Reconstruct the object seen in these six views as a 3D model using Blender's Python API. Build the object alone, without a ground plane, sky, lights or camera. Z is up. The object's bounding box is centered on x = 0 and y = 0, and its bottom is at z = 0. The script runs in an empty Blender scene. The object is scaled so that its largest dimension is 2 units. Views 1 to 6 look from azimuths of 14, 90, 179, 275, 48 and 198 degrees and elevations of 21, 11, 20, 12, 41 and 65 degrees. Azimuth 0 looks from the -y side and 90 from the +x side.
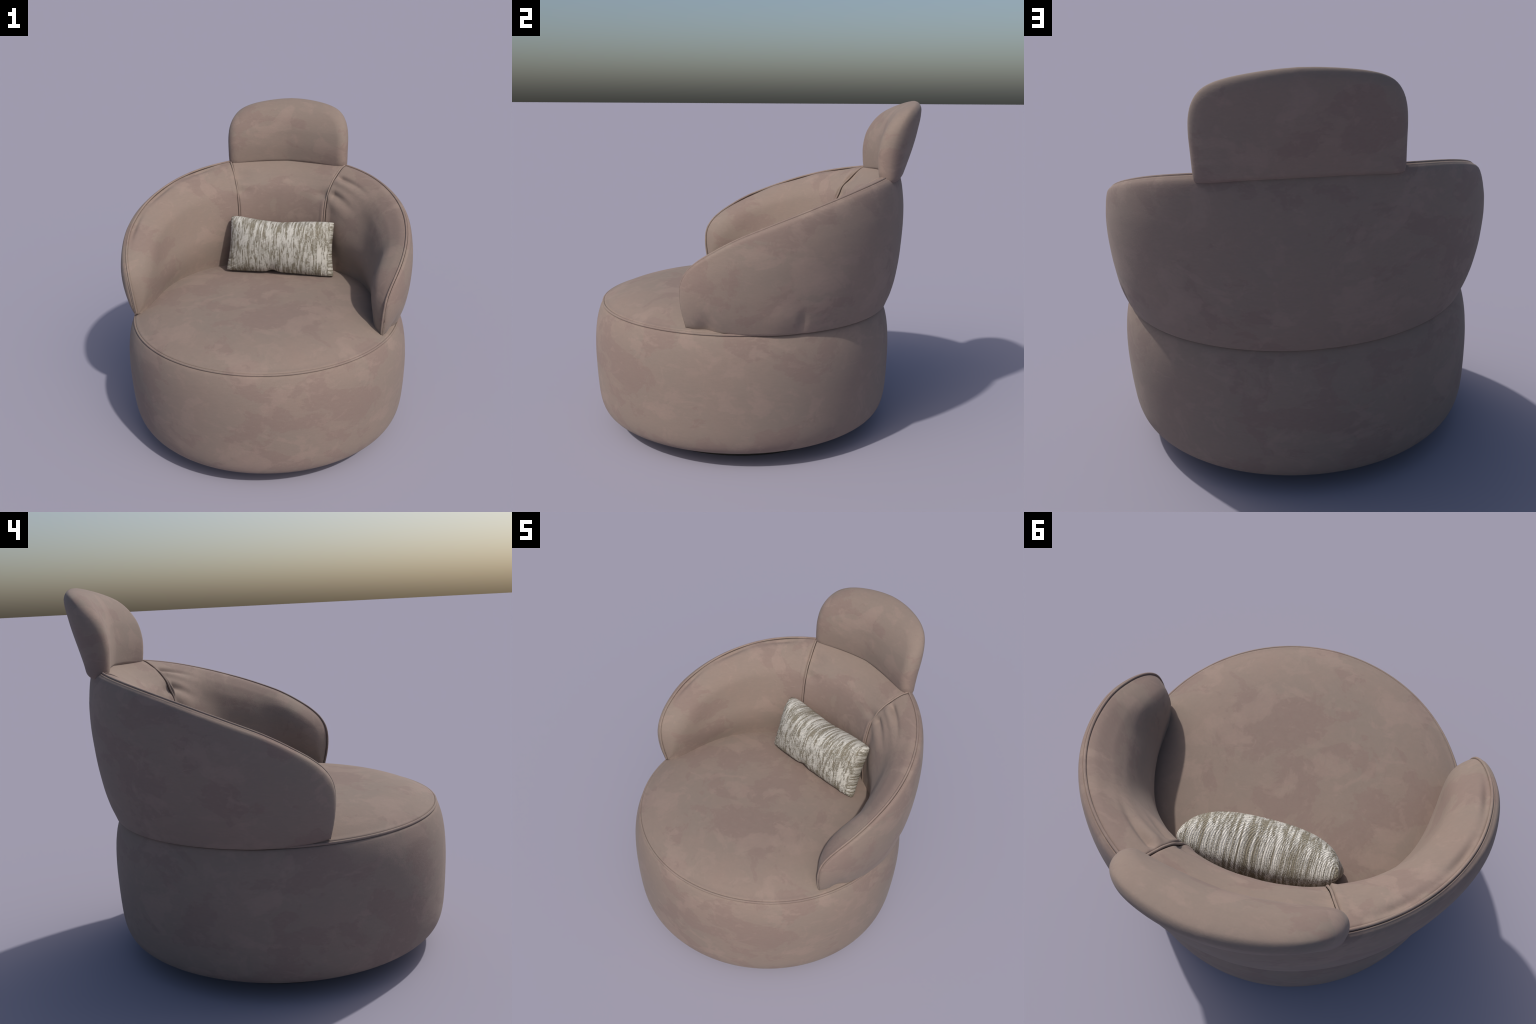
import bpy, math
import numpy as np

# ---------------------------------------------------------------- frame
CX, CY = 0.0233, -0.078          # axis of the round base
TAU = 2 * math.pi


def interp(xs, ys, x):
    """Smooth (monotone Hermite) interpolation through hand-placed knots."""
    xs = np.asarray(xs, float); ys = np.asarray(ys, float); x = np.asarray(x, float)
    h = np.diff(xs); d = np.diff(ys) / h
    m = np.zeros_like(ys)
    m[0], m[-1] = d[0], d[-1]
    for i in range(1, len(xs) - 1):
        if d[i - 1] * d[i] > 0:
            w1, w2 = 2 * h[i] + h[i - 1], h[i] + 2 * h[i - 1]
            m[i] = (w1 + w2) / (w1 / d[i - 1] + w2 / d[i])
    xc = np.clip(x, xs[0], xs[-1])
    i = np.clip(np.searchsorted(xs, xc, side='right') - 1, 0, len(xs) - 2)
    t = (xc - xs[i]) / h[i]
    return ((2 * t**3 - 3 * t**2 + 1) * ys[i] + (t**3 - 2 * t**2 + t) * h[i] * m[i]
            + (-2 * t**3 + 3 * t**2) * ys[i + 1] + (t**3 - t**2) * h[i] * m[i + 1])


def spline(points, n):
    """Catmull-Rom through control points, resampled evenly by length."""
    k = np.asarray(points, float); N = len(k)
    t = np.linspace(0, N - 1, 40 * N); i = np.clip(t.astype(int), 0, N - 2); f = (t - i)[:, None]
    g = lambda j: np.where((j < 0)[:, None], 2 * k[0] - k[1],
                           np.where((j > N - 1)[:, None], 2 * k[-1] - k[-2], k[np.clip(j, 0, N - 1)]))
    p0, p1, p2, p3 = g(i - 1), g(i), g(i + 1), g(i + 2)
    q = .5 * (2 * p1 + (p2 - p0) * f + (2 * p0 - 5 * p1 + 4 * p2 - p3) * f**2
              + (3 * p1 - p0 - 3 * p2 + p3) * f**3)
    L = np.r_[0, np.cumsum(np.linalg.norm(np.diff(q, axis=0), axis=1))]
    s = np.linspace(0, L[-1], n)
    return np.stack([np.interp(s, L, q[:, c]) for c in range(q.shape[1])], 1)


def gauss(x, c, w):
    return np.exp(-((x - c) / w) ** 2)


def smooth(a, b, x):
    t = np.clip((x - a) / (b - a), 0, 1)
    return t * t * (3 - 2 * t)


def polar(az, r, z, cx=CX):
    a = np.radians(az)
    return np.stack([cx + r * np.cos(a), CY + r * np.sin(a), z + 0 * a], -1)


# soft lumps: sum of a few seeded sine waves in space
_rng = np.random.default_rng(7)
_W = [(_rng.normal(size=3), _rng.uniform(0, TAU)) for _ in range(14)]


def lumps(P, scale):
    s = 0
    for d, ph in _W:
        s = s + np.sin((P @ d) * scale + ph)
    return s / 14 ** .5


# ---------------------------------------------------------------- meshes
def mesh_object(name, verts, faces, material, parent=None):
    me = bpy.data.meshes.new(name)
    me.from_pydata([tuple(v) for v in verts], [], faces)
    me.validate()
    me.polygons.foreach_set("use_smooth", [True] * len(me.polygons))
    me.materials.append(material)
    me.update()
    ob = bpy.data.objects.new(name, me)
    bpy.context.scene.collection.objects.link(ob)
    if parent:
        ob.parent = parent
    return ob


def grid_faces(nu, nv, wrap_u=False, wrap_v=False, flip=False, start=0):
    out = []
    for i in range(nu if wrap_u else nu - 1):
        for j in range(nv if wrap_v else nv - 1):
            a = start + i * nv + j
            b = start + ((i + 1) % nu) * nv + j
            c = start + ((i + 1) % nu) * nv + (j + 1) % nv
            d = start + i * nv + (j + 1) % nv
            out.append((d, c, b, a) if flip else (a, b, c, d))
    return out


def grid_object(name, G, material, parent, wrap_u=False, flip=False):
    nu, nv, _ = G.shape
    return mesh_object(name, G.reshape(-1, 3), grid_faces(nu, nv, wrap_u, False, flip), material, parent)


def tube(name, path, radius, material, parent, closed=False, sides=10):
    P = np.asarray(path); n = len(P)
    T = (np.roll(P, -1, 0) - np.roll(P, 1, 0)) if closed else np.gradient(P, axis=0)
    T /= np.linalg.norm(T, axis=1)[:, None]
    ref = np.array([0, 0, 1.0]); A = np.cross(T, ref)
    bad = np.linalg.norm(A, axis=1) < .15
    A[bad] = np.cross(T[bad], [0, 1.0, 0])
    for i in range(1, n):                      # parallel transport keeps the tube from twisting
        A[i] = A[i - 1] - T[i] * (A[i - 1] @ T[i])
        A[i] /= np.linalg.norm(A[i])
    A[0] /= np.linalg.norm(A[0])
    B = np.cross(T, A)
    k = np.arange(sides) * TAU / sides
    G = P[:, None] + radius * (np.cos(k)[None, :, None] * A[:, None] + np.sin(k)[None, :, None] * B[:, None])
    faces = grid_faces(n, sides, closed, True)
    if not closed:
        faces += [tuple(range(sides)), tuple(reversed(range((n - 1) * sides, n * sides)))]
    return mesh_object(name, G.reshape(-1, 3), faces, material, parent)


# ---------------------------------------------------------------- materials
def node_material(name):
    m = bpy.data.materials.new(name); m.use_nodes = True
    nt = m.node_tree; nt.nodes.clear()
    out = nt.nodes.new("ShaderNodeOutputMaterial")
    bs = nt.nodes.new("ShaderNodeBsdfPrincipled")
    nt.links.new(bs.outputs[0], out.inputs[0])
    return m, nt, bs


def node(nt, kind, **kw):
    n = nt.nodes.new(kind)
    for k, v in kw.items():
        if k in n.inputs.keys():
            n.inputs[k].default_value = v
        else:
            setattr(n, k, v)
    return n


def noise(nt, vec, scale, detail=4, rough=.55, distort=0.0):
    n = node(nt, "ShaderNodeTexNoise", Scale=scale, Detail=detail, Roughness=rough, Distortion=distort)
    nt.links.new(vec, n.inputs["Vector"]); return n.outputs["Fac"]


def ramp(nt, fac, stops):
    r = nt.nodes.new("ShaderNodeValToRGB"); e = r.color_ramp.elements
    while len(e) < len(stops):
        e.new(.5)
    for el, (p, c) in zip(e, stops):
        el.position = p
        el.color = (c, c, c, 1) if np.isscalar(c) else (*c, 1)
    nt.links.new(fac, r.inputs[0]); return r.outputs[0]


def mix(nt, fac, a, b, mode='MIX'):
    n = nt.nodes.new("ShaderNodeMix"); n.data_type = 'RGBA'; n.blend_type = mode
    for sock, v in ((n.inputs[0], fac), (n.inputs[6], a), (n.inputs[7], b)):
        if hasattr(v, 'is_output'):
            nt.links.new(v, sock)
        elif np.isscalar(v):
            sock.default_value = v
        else:
            sock.default_value = (*v, 1)
    return n.outputs[2]


def math_node(nt, op, a, b=0.0):
    n = nt.nodes.new("ShaderNodeMath"); n.operation = op
    for s, v in ((n.inputs[0], a), (n.inputs[1], b)):
        if hasattr(v, 'is_output'):
            nt.links.new(v, s)
        else:
            s.default_value = v
    return n.outputs[0]


def mapped(nt, vec, scale=(1, 1, 1), rot=(0, 0, 0), loc=(0, 0, 0)):
    n = nt.nodes.new("ShaderNodeMapping")
    n.inputs["Scale"].default_value = scale; n.inputs["Rotation"].default_value = rot
    n.inputs["Location"].default_value = loc
    nt.links.new(vec, n.inputs["Vector"]); return n.outputs[0]


def suede_material():
    """Brushed taupe suede: soft grey-tan field, pinkish patches with crisp brushed borders, pale scuffs."""
    m, nt, bs = node_material("taupe_suede")
    co = nt.nodes.new("ShaderNodeTexCoord").outputs["Object"]
    base = (0.235, 0.177, 0.149)
    pink = (0.212, 0.156, 0.135)
    pale = (0.262, 0.197, 0.167)
    grey = (0.219, 0.174, 0.147)
    field = mix(nt, ramp(nt, noise(nt, co, 2.2, 5, .6), [(.35, 0.0), (.65, 1.0)]), base, grey)
    patch = noise(nt, mapped(nt, co, (1, 1, 1.5)), 2.6, 7, .62, .35)
    c = mix(nt, ramp(nt, patch, [(.525, 0.0), (.545, .85), (.75, 1.0)]), field, pink)
    patch2 = noise(nt, mapped(nt, co, (1, 1, 1.4), loc=(3.1, 1.7, .4)), 3.4, 7, .6, .5)
    c = mix(nt, ramp(nt, patch2, [(.56, 0.0), (.60, .55), (.75, .8)]), c, pale)
    scuff = noise(nt, mapped(nt, co, (1.6, 1.6, 5), (.3, .2, .5)), 5, 6, .6, 1.2)
    c = mix(nt, ramp(nt, scuff, [(.64, 0.0), (.70, .5)]), c, pale)
    cloud = noise(nt, mapped(nt, co, (1, 1, 1.3), loc=(.7, 2.2, 5.1)), 9, 6, .62, .6)
    c = mix(nt, ramp(nt, cloud, [(.38, .0), (.47, .22), (.49, .0), (1.0, 0.0)]), c, grey)
    c = mix(nt, ramp(nt, cloud, [(.58, .0), (.61, .28), (.72, .45)]), c, pale)
    fine = noise(nt, co, 150, 3, .6)
    brush = noise(nt, mapped(nt, co, (12, 12, 40), (.5, .3, .2)), 2.2, 4, .6, .8)
    k = math_node(nt, 'ADD', math_node(nt, 'MULTIPLY', fine, .10), math_node(nt, 'MULTIPLY', brush, .14))
    k = math_node(nt, 'ADD', k, .88)
    g = nt.nodes.new("ShaderNodeCombineColor")
    for i in range(3):
        nt.links.new(k, g.inputs[i])
    c = mix(nt, 1.0, c, g.outputs[0], 'MULTIPLY')
    nt.links.new(c, bs.inputs["Base Color"])
    bs.inputs["Roughness"].default_value = .85
    bs.inputs["Specular IOR Level"].default_value = .18
    bs.inputs["Sheen Weight"].default_value = .06
    bs.inputs["Sheen Roughness"].default_value = .5
    b = node(nt, "ShaderNodeBump", Strength=.12, Distance=.004)
    nt.links.new(math_node(nt, 'ADD', fine, brush), b.inputs["Height"])
    nt.links.new(b.outputs[0], bs.inputs["Normal"])
    return m


def plinth_material():
    m, nt, bs = node_material("dark_swivel_foot")
    co = nt.nodes.new("ShaderNodeTexCoord").outputs["Object"]
    c = mix(nt, noise(nt, co, 30, 3), (.020, .017, .014), (.032, .027, .022))
    nt.links.new(c, bs.inputs["Base Color"])
    bs.inputs["Roughness"].default_value = .6
    return m


def chenille_material():
    """Woven cushion cloth: cream chenille strands running up and down over an olive-beige ground."""
    m, nt, bs = node_material("cream_olive_chenille")
    co = nt.nodes.new("ShaderNodeTexCoord").outputs["Object"]
    speck = noise(nt, co, 260, 2, .6)

    def weave(rot):
        # columns of yarn: each snapped strand changes from cream to olive along its own length
        v = mapped(nt, co, (1, 1, 1), (0, rot, 0))
        sx = nt.nodes.new("ShaderNodeSeparateXYZ"); nt.links.new(v, sx.inputs[0])
        wobble = math_node(nt, 'MULTIPLY', noise(nt, v, 5, 1), .006)
        xw = math_node(nt, 'ADD', sx.outputs[0], wobble)
        def columns(per_metre, run, detail):
            col = math_node(nt, 'FLOOR', math_node(nt, 'MULTIPLY', xw, per_metre))
            c = nt.nodes.new("ShaderNodeCombineXYZ")
            nt.links.new(math_node(nt, 'MULTIPLY', col, .731), c.inputs[0])
            c.inputs[1].default_value = .37 + run
            nt.links.new(math_node(nt, 'ADD', math_node(nt, 'MULTIPLY', sx.outputs[2], run), math_node(nt, 'MULTIPLY', col, 1.37)), c.inputs[2])
            return noise(nt, c.outputs[0], 1.0, detail, .65)
        strand = columns(115, 10, 4)
        thin = columns(230, 26, 3)
        broad = noise(nt, mapped(nt, v, (20, 6, 9)), 1.0, 4, .6)
        s = math_node(nt, 'MULTIPLY', strand, .46)
        s = math_node(nt, 'ADD', s, math_node(nt, 'MULTIPLY', thin, .28))
        s = math_node(nt, 'ADD', s, math_node(nt, 'MULTIPLY', broad, .24))
        s = math_node(nt, 'ADD', s, math_node(nt, 'MULTIPLY', speck, .26))
        return ramp(nt, s, [(.575, 0.0), (.612, .5), (.655, 1.0)])

    # the cloth turns at the two short ends, where the strands lie across
    sep = nt.nodes.new("ShaderNodeSeparateXYZ"); nt.links.new(co, sep.inputs[0])
    ends = math_node(nt, 'ADD', math_node(nt, 'ABSOLUTE', sep.outputs[0]), math_node(nt, 'MULTIPLY', noise(nt, co, 14, 2), .03))
    ends = ramp(nt, ends, [(.362, 0.0), (.366, 1.0)])
    mask = mix(nt, ends, weave(0.0), weave(math.radians(90)))
    olive = mix(nt, speck, (.165, .147, .105), (.38, .342, .265))
    cream = mix(nt, speck, (.55, .53, .475), (.86, .84, .78))
    c = mix(nt, mask, olive, cream)
    # slanted twist of the yarn
    w = node(nt, "ShaderNodeTexWave", Scale=1.0, Distortion=1.5, Detail=2.0)
    w.bands_direction = 'X'
    nt.links.new(mapped(nt, co, (52, 10, 52), (0, math.radians(-55), 0)), w.inputs["Vector"])
    twist = ramp(nt, w.outputs["Fac"], [(.1, .60), (.6, 1.0)])
    c = mix(nt, .75, c, twist, 'MULTIPLY')
    nt.links.new(c, bs.inputs["Base Color"])
    bs.inputs["Roughness"].default_value = .9
    bs.inputs["Specular IOR Level"].default_value = .15
    h = math_node(nt, 'ADD', math_node(nt, 'MULTIPLY', mask, .6), math_node(nt, 'MULTIPLY', w.outputs["Fac"], .5))
    h = math_node(nt, 'ADD', h, math_node(nt, 'MULTIPLY', speck, .8))
    b = node(nt, "ShaderNodeBump", Strength=.8, Distance=.006)
    nt.links.new(h, b.inputs["Height"])
    nt.links.new(b.outputs[0], bs.inputs["Normal"])
    return m


SUEDE, FOOT, CLOTH = suede_material(), plinth_material(), chenille_material()

# ---------------------------------------------------------------- chair
chair = bpy.data.objects.new("swivel_armchair", None)
chair.empty_display_size = .3
bpy.context.scene.collection.objects.link(chair)
chair["label"] = "round taupe suede swivel armchair with wraparound back and headrest"
chair["category"] = "armchair"

PIPE = .0068                     # radius of the piping cord
SEAM_R, SEAM_Z = .8715, .777     # seam between seat and base


def seat_height(r):
    return .777 + .102 * (1 - np.clip(r / SEAM_R, 0, 1) ** 4.8)


def revolve(profile, name, parent, material, n_profile=70, n_az=220, lump=0.0):
    p = spline(profile, n_profile)
    az = np.linspace(0, 360, n_az, endpoint=False)
    G = polar(az[:, None], p[None, :, 0], p[None, :, 1])
    if lump:
        d = lumps(G, 5.0) * lump
        n = G - np.array([CX, CY, .45]); n[..., 2] *= .3
        n /= np.linalg.norm(n, axis=-1)[..., None] + 1e-6
        G = G + n * d[..., None]
    return grid_object(name, G, material, parent, wrap_u=True)


# dark swivel foot under the drum
revolve([(.0, .090), (.40, .090), (.655, .090), (.66, .085), (.66, .004), (.655, .0), (.4, .0), (.0, .0)],
        "swivel_foot", chair, FOOT, 60)

# base drum: profile from under the drum up the wall to the groove at the seam
base_profile = [(.55, .074), (.70, .072), (.78, .075), (.834, .087), (.872, .111), (.895, .150), (.909, .21), (.917, .30),
                (.922, .40), (.924, .50), (.919, .60), (.907, .68), (.890, .738), (.8775, .766),
                (.8725, .7705), (.866, .768), (.858, .758)]
revolve(base_profile, "base_drum", chair, SUEDE, 110, 240, .0012)

# seat cushion: domed disc, its rim tucked into the same groove
r = np.linspace(0, 1, 26)
dome = [(SEAM_R - .014 - (SEAM_R - .016) * 0 + .0, .765), (SEAM_R - .0075, .777), (SEAM_R - .010, .7865)]
for q in np.linspace(.965, 0, 24):
    rr = q * SEAM_R
    dome.append((rr, seat_height(rr)))
seat = revolve(dome, "seat_cushion", chair, SUEDE, 120, 240, .0015)
for v in seat.data.vertices:        # the rear of the seat is sat in a little
    v.co.z -= .006 * float(smooth(-.45, .35, v.co.y)) * float(smooth(.80, .55, math.hypot(v.co.x - CX, v.co.y - CY)))

az = np.linspace(0, 360, 300, endpoint=False)
tube("seat_piping", polar(az, np.full_like(az, SEAM_R - .0018), np.full_like(az, .7765)), PIPE, SUEDE, chair, closed=True)

# ---------------------------------------------------------------- wraparound back
# rim seam, from one arm tip up over the back (azimuth from +x, radius, height); the other half mirrors it
RIM = [(-18.8, .848, .797), (-20.0, .857, .885), (-20.4, .866, .975), (-19.6, .875, 1.055), (-17.0, .884, 1.120),
       (-12.8, .893, 1.177), (-7.4, .901, 1.231), (-2, .907, 1.279), (4, .911, 1.323), (17, .919, 1.402),
       (31, .923, 1.472), (46, .927, 1.527), (62, .930, 1.563), (76, .932, 1.578), (90, .932, 1.583)]
N_COL = 150
SX = .010                        # the back sits a touch off the axis of the base
_k = np.array(RIM); _w = _k.copy()
_w[:, 0] = np.radians(_k[:, 0]) * .9
half = spline(_w, N_COL)
half[:, 0] = np.degrees(half[:, 0] / .9)
S = np.linspace(0, 1, N_COL)
_ks = np.array([np.argmin(np.abs(half[:, 0] - a) + np.abs(half[:, 2] - z) * 100) for a, _, z in RIM]) / (N_COL - 1)
AZ_OUT = [-18.6, -16.6, -14.4, -12.0, -9.6, -6.8, -3.6, 0.2, 5, 17, 31, 46, 62, 76, 90]
AZ_IN = [-18.8, -18.0, -17.0, -15.6, -13.6, -10.6, -6.6, -2, 4, 17, 31, 46, 62, 76, 90]
az_out = interp(_ks, AZ_OUT, S)
az_in = interp(_ks, AZ_IN, S)

OUT_T = [0, .10, .215, .43, .61, .73, .85, .93, .975, 1]
OUT_F = [0, .36, .65, .93, 1, .95, .78, .58, .37, 0]
IN_H = [0, .002, .022, .078, .13, .22, .34, .50, .65, .80, 1.0, 1.1]
WING_D = {1: [0, .10, .24, .44, .58, .72, .83, .98, 1.10, 1.12, .99, .95],      # arms: soft roll over a wall that swells
          -1: [0, .12, .30, .57, .74, .91, 1.0, 1.08, 1.15, 1.13, .99, .95]}     # low down and tucks in at the seat
NOSE_D = [0, .15, .38, .70, .86, 1.00, 1.09, 1.12, 1.10, 1.05, 1.0, .98]   # arm tips: blunt, fullest at mid height
BACK_D = [0, .10, .26, .53, .71, .94, 1.05, 1.11, 1.12, 1.08, 1.0, .98]    # back: fuller at lumbar height


def rim_of(side):
    """The two arms are not quite alike: one rim sits a little lower and wider."""
    h = half.copy(); w = smooth(60, 20, h[:, 0]) * smooth(.80, 1.0, h[:, 2])
    h[:, 1] += w * (.005 if side > 0 else .000)
    h[:, 2] += w * (-.008 if side > 0 else .005)
    return h


def build_half(side):
    """Outer panel and inner padding of one half, as grids running from arm tip to mid back."""
    az, rr, zz = rim_of(side).T
    # outer panel
    t = np.linspace(0, 1, 60)
    bulge = (interp([-20, -14, -6, 12, 40, 70, 90], [.0, .024, .042, .053, .061, .070, .072], az_out) if side > 0 else
             interp([-20, -14, -6, 14, 40, 70, 90], [.0, .032, .054, .072, .062, .068, .072], az_out))
    rb = (interp([-19, -16, -12, -6, 2, 15, 40, 90], [.848, .858, .866, .876, .890, .906, .910, .904], az_out) if side > 0 else
          interp([-19, -16, -12, -6, 2, 20, 45, 90], [.848, .858, .865, .872, .880, .882, .890, .904], az_out))
    zb = interp([-19, -10, 5, 90], [.794, .788, .780, .777], az_out)
    f = interp(OUT_T, OUT_F, t)
    te = smooth(0, 1, t) * .5 + t * .5
    a = az_out[:, None] + (az - az_out)[:, None] * te[None]
    z = zb[:, None] + (zz - zb)[:, None] * t[None]
    z = z + (smooth(-20, -2, az) * .007)[:, None] * (smooth(.82, .965, t) * smooth(1.0, .975, t))[None]   # roll over the rim
    r = rb[:, None] + (rr - rb)[:, None] * t[None] + bulge[:, None] * f[None]
    outer = (a, r, z)
    # inner padding
    u = np.linspace(0, 1, 90) ** 1.0
    kw, kb = spline(np.stack([WING_D[side], IN_H], 1), 90), spline(np.stack([BACK_D, IN_H], 1), 90)
    kn = spline(np.stack([NOSE_D, IN_H], 1), 90)
    nose = smooth(10, -14, az_in)[:, None, None]
    kw = kw[None] * (1 - nose) + kn[None] * nose
    mb = smooth(30, 60, az)[:, None, None]
    k = kw * (1 - mb) + kb[None] * mb
    ri = interp([-19, -17.5, -15, -10, -4, 4, 20, 45, 62, 90], [.842, .798, .770, .742, .728, .722, .718, .706, .690, .680], az_in)
    zi = seat_height(ri)
    d = (rr - ri)[:, None] * k[..., 0]
    r = rr[:, None] - d
    z = zz[:, None] - (zz - zi)[:, None] * k[..., 1]
    ti = smooth(0, 1, np.linspace(0, 1, 90))
    a = az[:, None] + (az_in - az)[:, None] * ti[None]
    return outer, (a, r, z), k


def groove(dist, width=.016, depth=.010):
    """Roll of the cloth into a seam."""
    return depth * np.clip(1 - dist / width, 0, 1) ** 2


halves = {s: build_half(s) for s in (1, -1)}
mirror = lambda a, s: a if s > 0 else 180 - a

# outer shell, one piece from tip to tip
cols = []
for s in (1, -1):
    a, r, z = halves[s][0]
    P = polar(mirror(a, s), r, z, SX)
    n = P - np.array([SX, CY, 0]); n[..., 2] = 0
    n /= np.linalg.norm(n, axis=-1)[..., None]
    dent = 0 * a
    if s > 0:
        dent = dent - .017 * gauss(a, -11.0, 3.2) * gauss(z, .80, .075) - .010 * gauss(a, 22, 1.5) * gauss(z, .84, .06)
        dent = dent + .004 * gauss(a, 15, 5) * gauss(z, .85, .08)
    dent = dent + .0020 * lumps(P, 4.5) * smooth(0, .1, np.linspace(0, 1, 60))[None] * smooth(1, .9, np.linspace(0, 1, 60))[None]
    P = P + n * dent[..., None]
    # roll the upper edge into the seam and turn the lower edge under
    q = np.array([SX, CY]); rim = P[:, -1]
    ax = rim - P[:, -2]; ax /= np.linalg.norm(ax, axis=1)[:, None] + 1e-9
    inward = -(rim - np.array([SX, CY, 0])) * np.array([1, 1, 0]); inward /= np.linalg.norm(inward, axis=1)[:, None]
    lip0 = rim - inward * .0095
    lip1 = rim - inward * .006 + np.array([0, 0, -.000])
    lip2 = rim + inward * .0 - np.array([0, 0, .012])
    P = np.concatenate([P[:, :-1], lip0[:, None] - np.array([0, 0, .004]), lip1[:, None] + np.array([0, 0, .0015]), lip2[:, None]], 1)
    bot = P[:, 0]; bi = -(bot - np.array([SX, CY, 0])) * np.array([1, 1, 0]); bi /= np.linalg.norm(bi, axis=1)[:, None]
    under = [bot + bi * dx - np.array([0, 0, dz]) for dx, dz in ((.075, .004), (.045, .008), (.018, .009), (.006, .0065))]
    P = np.concatenate([np.stack(under, 1), P], 1)
    cols.append(P)
G = np.concatenate([cols[0], cols[1][::-1][1:]], 0)
grid_object("backrest_shell", G, SUEDE, chair)

# inner padding, cut into wing / centre / wing at the two upright seams
PANEL = 62.5
seam_paths = {}
for s in (1, -1):
    a, r, z = halves[s][1]
    k = halves[s][2]
    across = np.linspace(0, 1, a.shape[1])[None]
    d_seam = np.abs(a - PANEL) * math.pi / 180 * r
    P = polar(mirror(a, s), r, z, SX)
    # push directions: outward from the padding
    tu = np.gradient(P, axis=0); tv = np.gradient(P, axis=1)
    n = np.cross(tu, tv); n /= np.linalg.norm(n, axis=-1)[..., None] + 1e-9
    if s < 0:
        n = -n
    if (n[N_COL // 2, 45] * (np.array([SX, CY, 1.1]) - P[N_COL // 2, 45])).sum() < 0:
        n = -n
    disp = .0030 * lumps(P, 6.0) * smooth(0, .12, across)
    away = np.clip((PANEL - a), 0, 60)
    if s > 0:
        # gathered folds fanning out of the seam on this wing
        wing = a < PANEL
        col = int(np.argmin(np.abs(half[:, 0] - PANEL)))
        for zc, slope, depth, length, w in ((1.510, .0010, .024, 14, .030), (1.420, .0014, .026, 11, .032)):
            c0 = float(np.linspace(0, 1, a.shape[1])[int(np.argmin(np.abs(z[col] - zc)))])
            line = c0 + slope * away
            grow = smooth(0, 2.5, away) * np.exp(-(away / length) ** 2)
            disp = disp - wing * depth * gauss(across, line, w) * grow
            disp = disp + wing * .5 * depth * gauss(across, line + .075, .036) * grow
        disp = disp + .015 * gauss(a, 16, 13) * gauss(across, .52, .13) - .018 * gauss(a, 36, 12) * gauss(across, .86, .10)
        disp = disp - wing * .020 * smooth(1.46, 1.34, z) * smooth(.85, 1.05, z) * np.exp(-(away / 9) ** 2) * smooth(0, 1.5, away)
    else:
        for ac, w in ((1, 7), (24, 8), (47, 8)):
            disp = disp - .016 * gauss(a, ac, w) * gauss(across, .075, .055)
    # dimples of the centre panel beside its seams
    ctr = a > PANEL
    for zc in ((1.495, 1.40) if s < 0 else (1.40,)):
        disp = disp - ctr * .018 * gauss(z, zc, .035) * gauss(a, PANEL + 3, 5)
    P = P + n * disp[..., None]
    edge = np.linalg.norm(P - P[:, :1], axis=-1)
    P = P - n * groove(edge, .020, .010)[..., None]
    P[:, 0] = P[:, 0] + (P[:, 1] - P[:, 0]) * .2
    seam_paths[s] = (a, P, n, d_seam)

N_WING = int(np.argmin(np.abs(half[:, 0] - PANEL)))


def panel_edge(G, N, i):
    """Tuck the border column i of a panel into the seam."""
    G = G.copy()
    for off, dep in ((0, .013), (1, .004)):
        j = i + off if i == 0 else i - off
        G[j] = G[j] - N[j] * dep
    return G


wing_cols = {}
for s in (1, -1):
    a, P, n, d = seam_paths[s]
    # resample columns so that the wing ends exactly on the seam with a rounded edge
    A, B = P[N_WING - 1], P[N_WING]
    w = np.clip((PANEL - a[N_WING - 1, 0]) / (a[N_WING, 0] - a[N_WING - 1, 0]), 0, 1)
    seam = A + (B - A) * w; ns = n[N_WING]
    tang = (B - A) / (np.linalg.norm(B - A, axis=1)[:, None] + 1e-9)
    keep = int(np.searchsorted(a[:, 0], PANEL - 2.8)); keep2 = int(np.searchsorted(a[:, 0], PANEL + 2.8))
    lip = ((.020, 0), (.014, .0002), (.0095, .0022), (.0068, .0065), (.004, .016))
    wing = np.concatenate([P[:keep]] + [(seam - tang * x - ns * y)[None] for x, y in lip], 0)
    grid_object("wing_pad", wing, SUEDE, chair, flip=(s < 0))
    centre = np.concatenate([(seam + tang * x - ns * y)[None] for x, y in lip[::-1]] + [P[keep2:]], 0)
    wing_cols[s] = centre
    tube("panel_piping", (seam - ns * .0012)[2:], PIPE * .9, SUEDE, chair)
G = np.concatenate([wing_cols[1], wing_cols[-1][::-1][1:]], 0)
grid_object("centre_pad", G, SUEDE, chair)

# rim piping following the seam from tip to tip
right = polar(*rim_of(1).T, SX)
hl = rim_of(-1)
left = polar(180 - hl[:, 0], hl[:, 1], hl[:, 2], SX)
path = np.concatenate([right, left[::-1][1:]], 0)
inw = (np.array([SX, CY, 0]) - path) * np.array([1, 1, 0]); inw /= np.linalg.norm(inw, axis=1)[:, None]
path = path + inw * .0045 + np.array([0, 0, .001])
tube("rim_piping", path, PIPE, SUEDE, chair)


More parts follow.
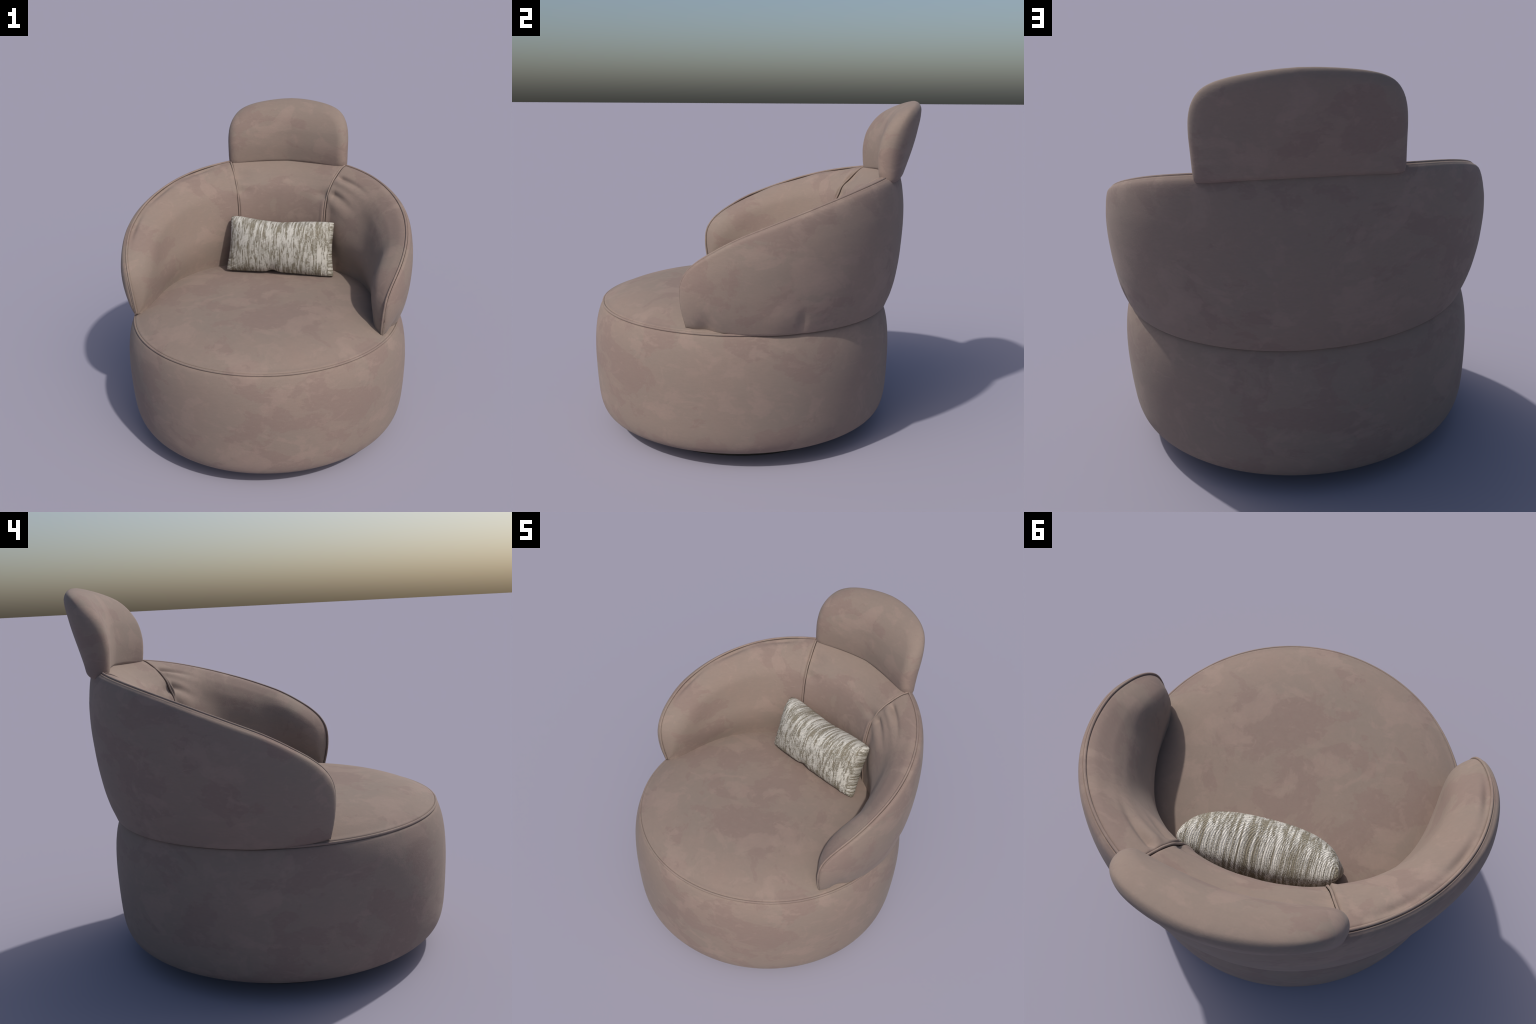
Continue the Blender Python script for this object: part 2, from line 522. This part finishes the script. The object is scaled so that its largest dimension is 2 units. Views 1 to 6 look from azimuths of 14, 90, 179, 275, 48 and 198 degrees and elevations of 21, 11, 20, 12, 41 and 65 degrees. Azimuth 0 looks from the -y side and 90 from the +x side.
# ---------------------------------------------------------------- headrest
def headrest():
    hw = .440; x0 = .008
    outline = spline([(.0, 1.552), (.20, 1.548), (.36, 1.537), (.415, 1.536), (.430, 1.546), (.4345, 1.58), (.4365, 1.66), (.437, 1.74),
                      (.430, 1.81), (.411, 1.868), (.378, 1.914), (.330, 1.945), (.26, 1.967), (.17, 1.983),
                      (.08, 1.993), (.0, 1.997)], 80)
    outline = np.concatenate([outline, outline[::-1][1:-1] * [-1, 1]], 0)     # closed loop
    outline[:, 0] *= 1.01
    c = np.array([0, 1.74])
    q = np.r_[np.linspace(0, .8, 24)[:-1], .8 + .2 * np.sin(np.linspace(0, 1, 26) * math.pi / 2)]   # dense at the edge
    XZ = c + q[None, :, None] * (outline[:, None] - c)
    x, z = XZ[..., 0], XZ[..., 1]
    round_edge = np.sqrt(np.clip(1 - (np.clip(q - .82, 0, 1) / .18) ** 2.3, 0, 1))[None]
    xn = np.abs(x) / hw
    yf = interp([1.54, 1.60, 1.70, 1.78, 1.86, 1.92, 1.96, 2.0], [.798, .783, .771, .777, .799, .833, .872, .92], z) \
        - interp([1.54, 1.75, 1.9, 2.0], [.095, .072, .04, .025], z) * xn ** 1.5
    yb = interp([1.54, 1.56, 1.64, 1.74, 1.82, 1.92, 2.0], [.888, .898, .930, .963, .984, 1.001, 1.003], z) - interp([1.54, 1.62, 1.72, 1.85, 2.0], [.075, .105, .125, .132, .132], z) * xn ** 2
    mid = yf * .40 + yb * .60
    front = np.stack([x0 + x, mid + (yf - mid) * round_edge, z], -1)
    back = np.stack([x0 + x, mid + (yb - mid) * round_edge, z], -1)
    G = np.concatenate([front, back[:, ::-1][:, 1:]], 1)
    G = G + (.0016 * lumps(G, 8.0))[..., None] * np.array([.2, 1, .2])
    return grid_object("headrest", G, SUEDE, chair, wrap_u=True)


headrest()


# ---------------------------------------------------------------- loose cushion
def cushion():
    w, h, th = .384, .196, .150
    n, m = 150, 90
    u = np.linspace(-1, 1, n)[:, None]; v = np.linspace(-1, 1, m)[None]
    u = np.sign(u) * (1 - (1 - np.abs(u)) ** 1.25); v = np.sign(v) * (1 - (1 - np.abs(v)) ** 1.25)
    # outline: straight-ish sides drawn in a little between the corners
    x = u * w * (1 - .055 * (1 - v ** 2) ** 1.0) * (1 - .02 * v) + 0 * v
    z = v * h * (1 - .06 * (1 - u ** 2)) + 0 * u
    z = z - .012 * u * 1.0 * (v > -2) * 0
    corner = (np.abs(u) ** 9) * (np.abs(v) ** 6)
    x = x * (1 - .025 * corner); z = z * (1 - .05 * corner)
    z = z - .012 * gauss(u, -.05, .35) * smooth(.2, 1, v) + .016 * gauss(u, -.12, .10) * smooth(-.3, -1, v)
    z = z + .010 * gauss(u, -.9, .25) * smooth(.0, 1, v)
    puff = ((1 - np.abs(u) ** 2.6) ** .42) * ((1 - np.abs(v) ** 2.4) ** .46)
    puff = np.nan_to_num(puff)
    rng = np.random.default_rng(11)
    wr = 0
    for _ in range(22):           # puckers running in from the seam
        e = rng.integers(4); p = rng.uniform(-.9, .9); L = rng.uniform(.15, .4); ww = rng.uniform(.02, .045)
        if e < 2:
            s = 1 if e else -1
            wr = wr + gauss(u, p, ww) * np.exp(-((1 - s * v) / L) ** 2) * rng.uniform(-1, 1)
        else:
            s = 1 if e == 2 else -1
            wr = wr + gauss(v, p, ww * 2) * np.exp(-((1 - s * u) / (L * .5)) ** 2) * rng.uniform(-1, 1)
    rim = smooth(0, .25, puff)
    yf = -(th * puff * (1 + .26 * v) + .006 * wr * rim + .006)
    yb = th * .70 * puff * (1 + .2 * v) + .006
    P1 = np.stack([x, yf, z], -1); P2 = np.stack([x, yb, z], -1)
    yarn = lambda P: .0022 * np.sin(P[..., 0] * 420 + 1.5 * np.sin(P[..., 2] * 60)) * np.sin(P[..., 2] * 300 + P[..., 0] * 240)
    P1[..., 1] += yarn(P1) * rim; P2[..., 1] -= yarn(P2) * rim
    verts = np.concatenate([P1.reshape(-1, 3), P2.reshape(-1, 3)], 0)
    faces = grid_faces(n, m) + grid_faces(n, m, flip=True, start=n * m)
    loop = [i * m for i in range(n)] + [(n - 1) * m + j for j in range(1, m)] + \
           [i * m + m - 1 for i in range(n - 2, -1, -1)] + [j for j in range(m - 2, 0, -1)]
    for i, a in enumerate(loop):
        b = loop[(i + 1) % len(loop)]
        faces.append((b, a, a + n * m, b + n * m))
    ob = mesh_object("lumbar_cushion", verts, faces, CLOTH)
    ob.location = (.031, .388, 1.050)
    ob.rotation_euler = (math.radians(-19.5), math.radians(0.6), math.radians(1.6))
    ob["label"] = "small rectangular cream and olive woven lumbar cushion"
    ob["category"] = "cushion"
    return ob


cushion()
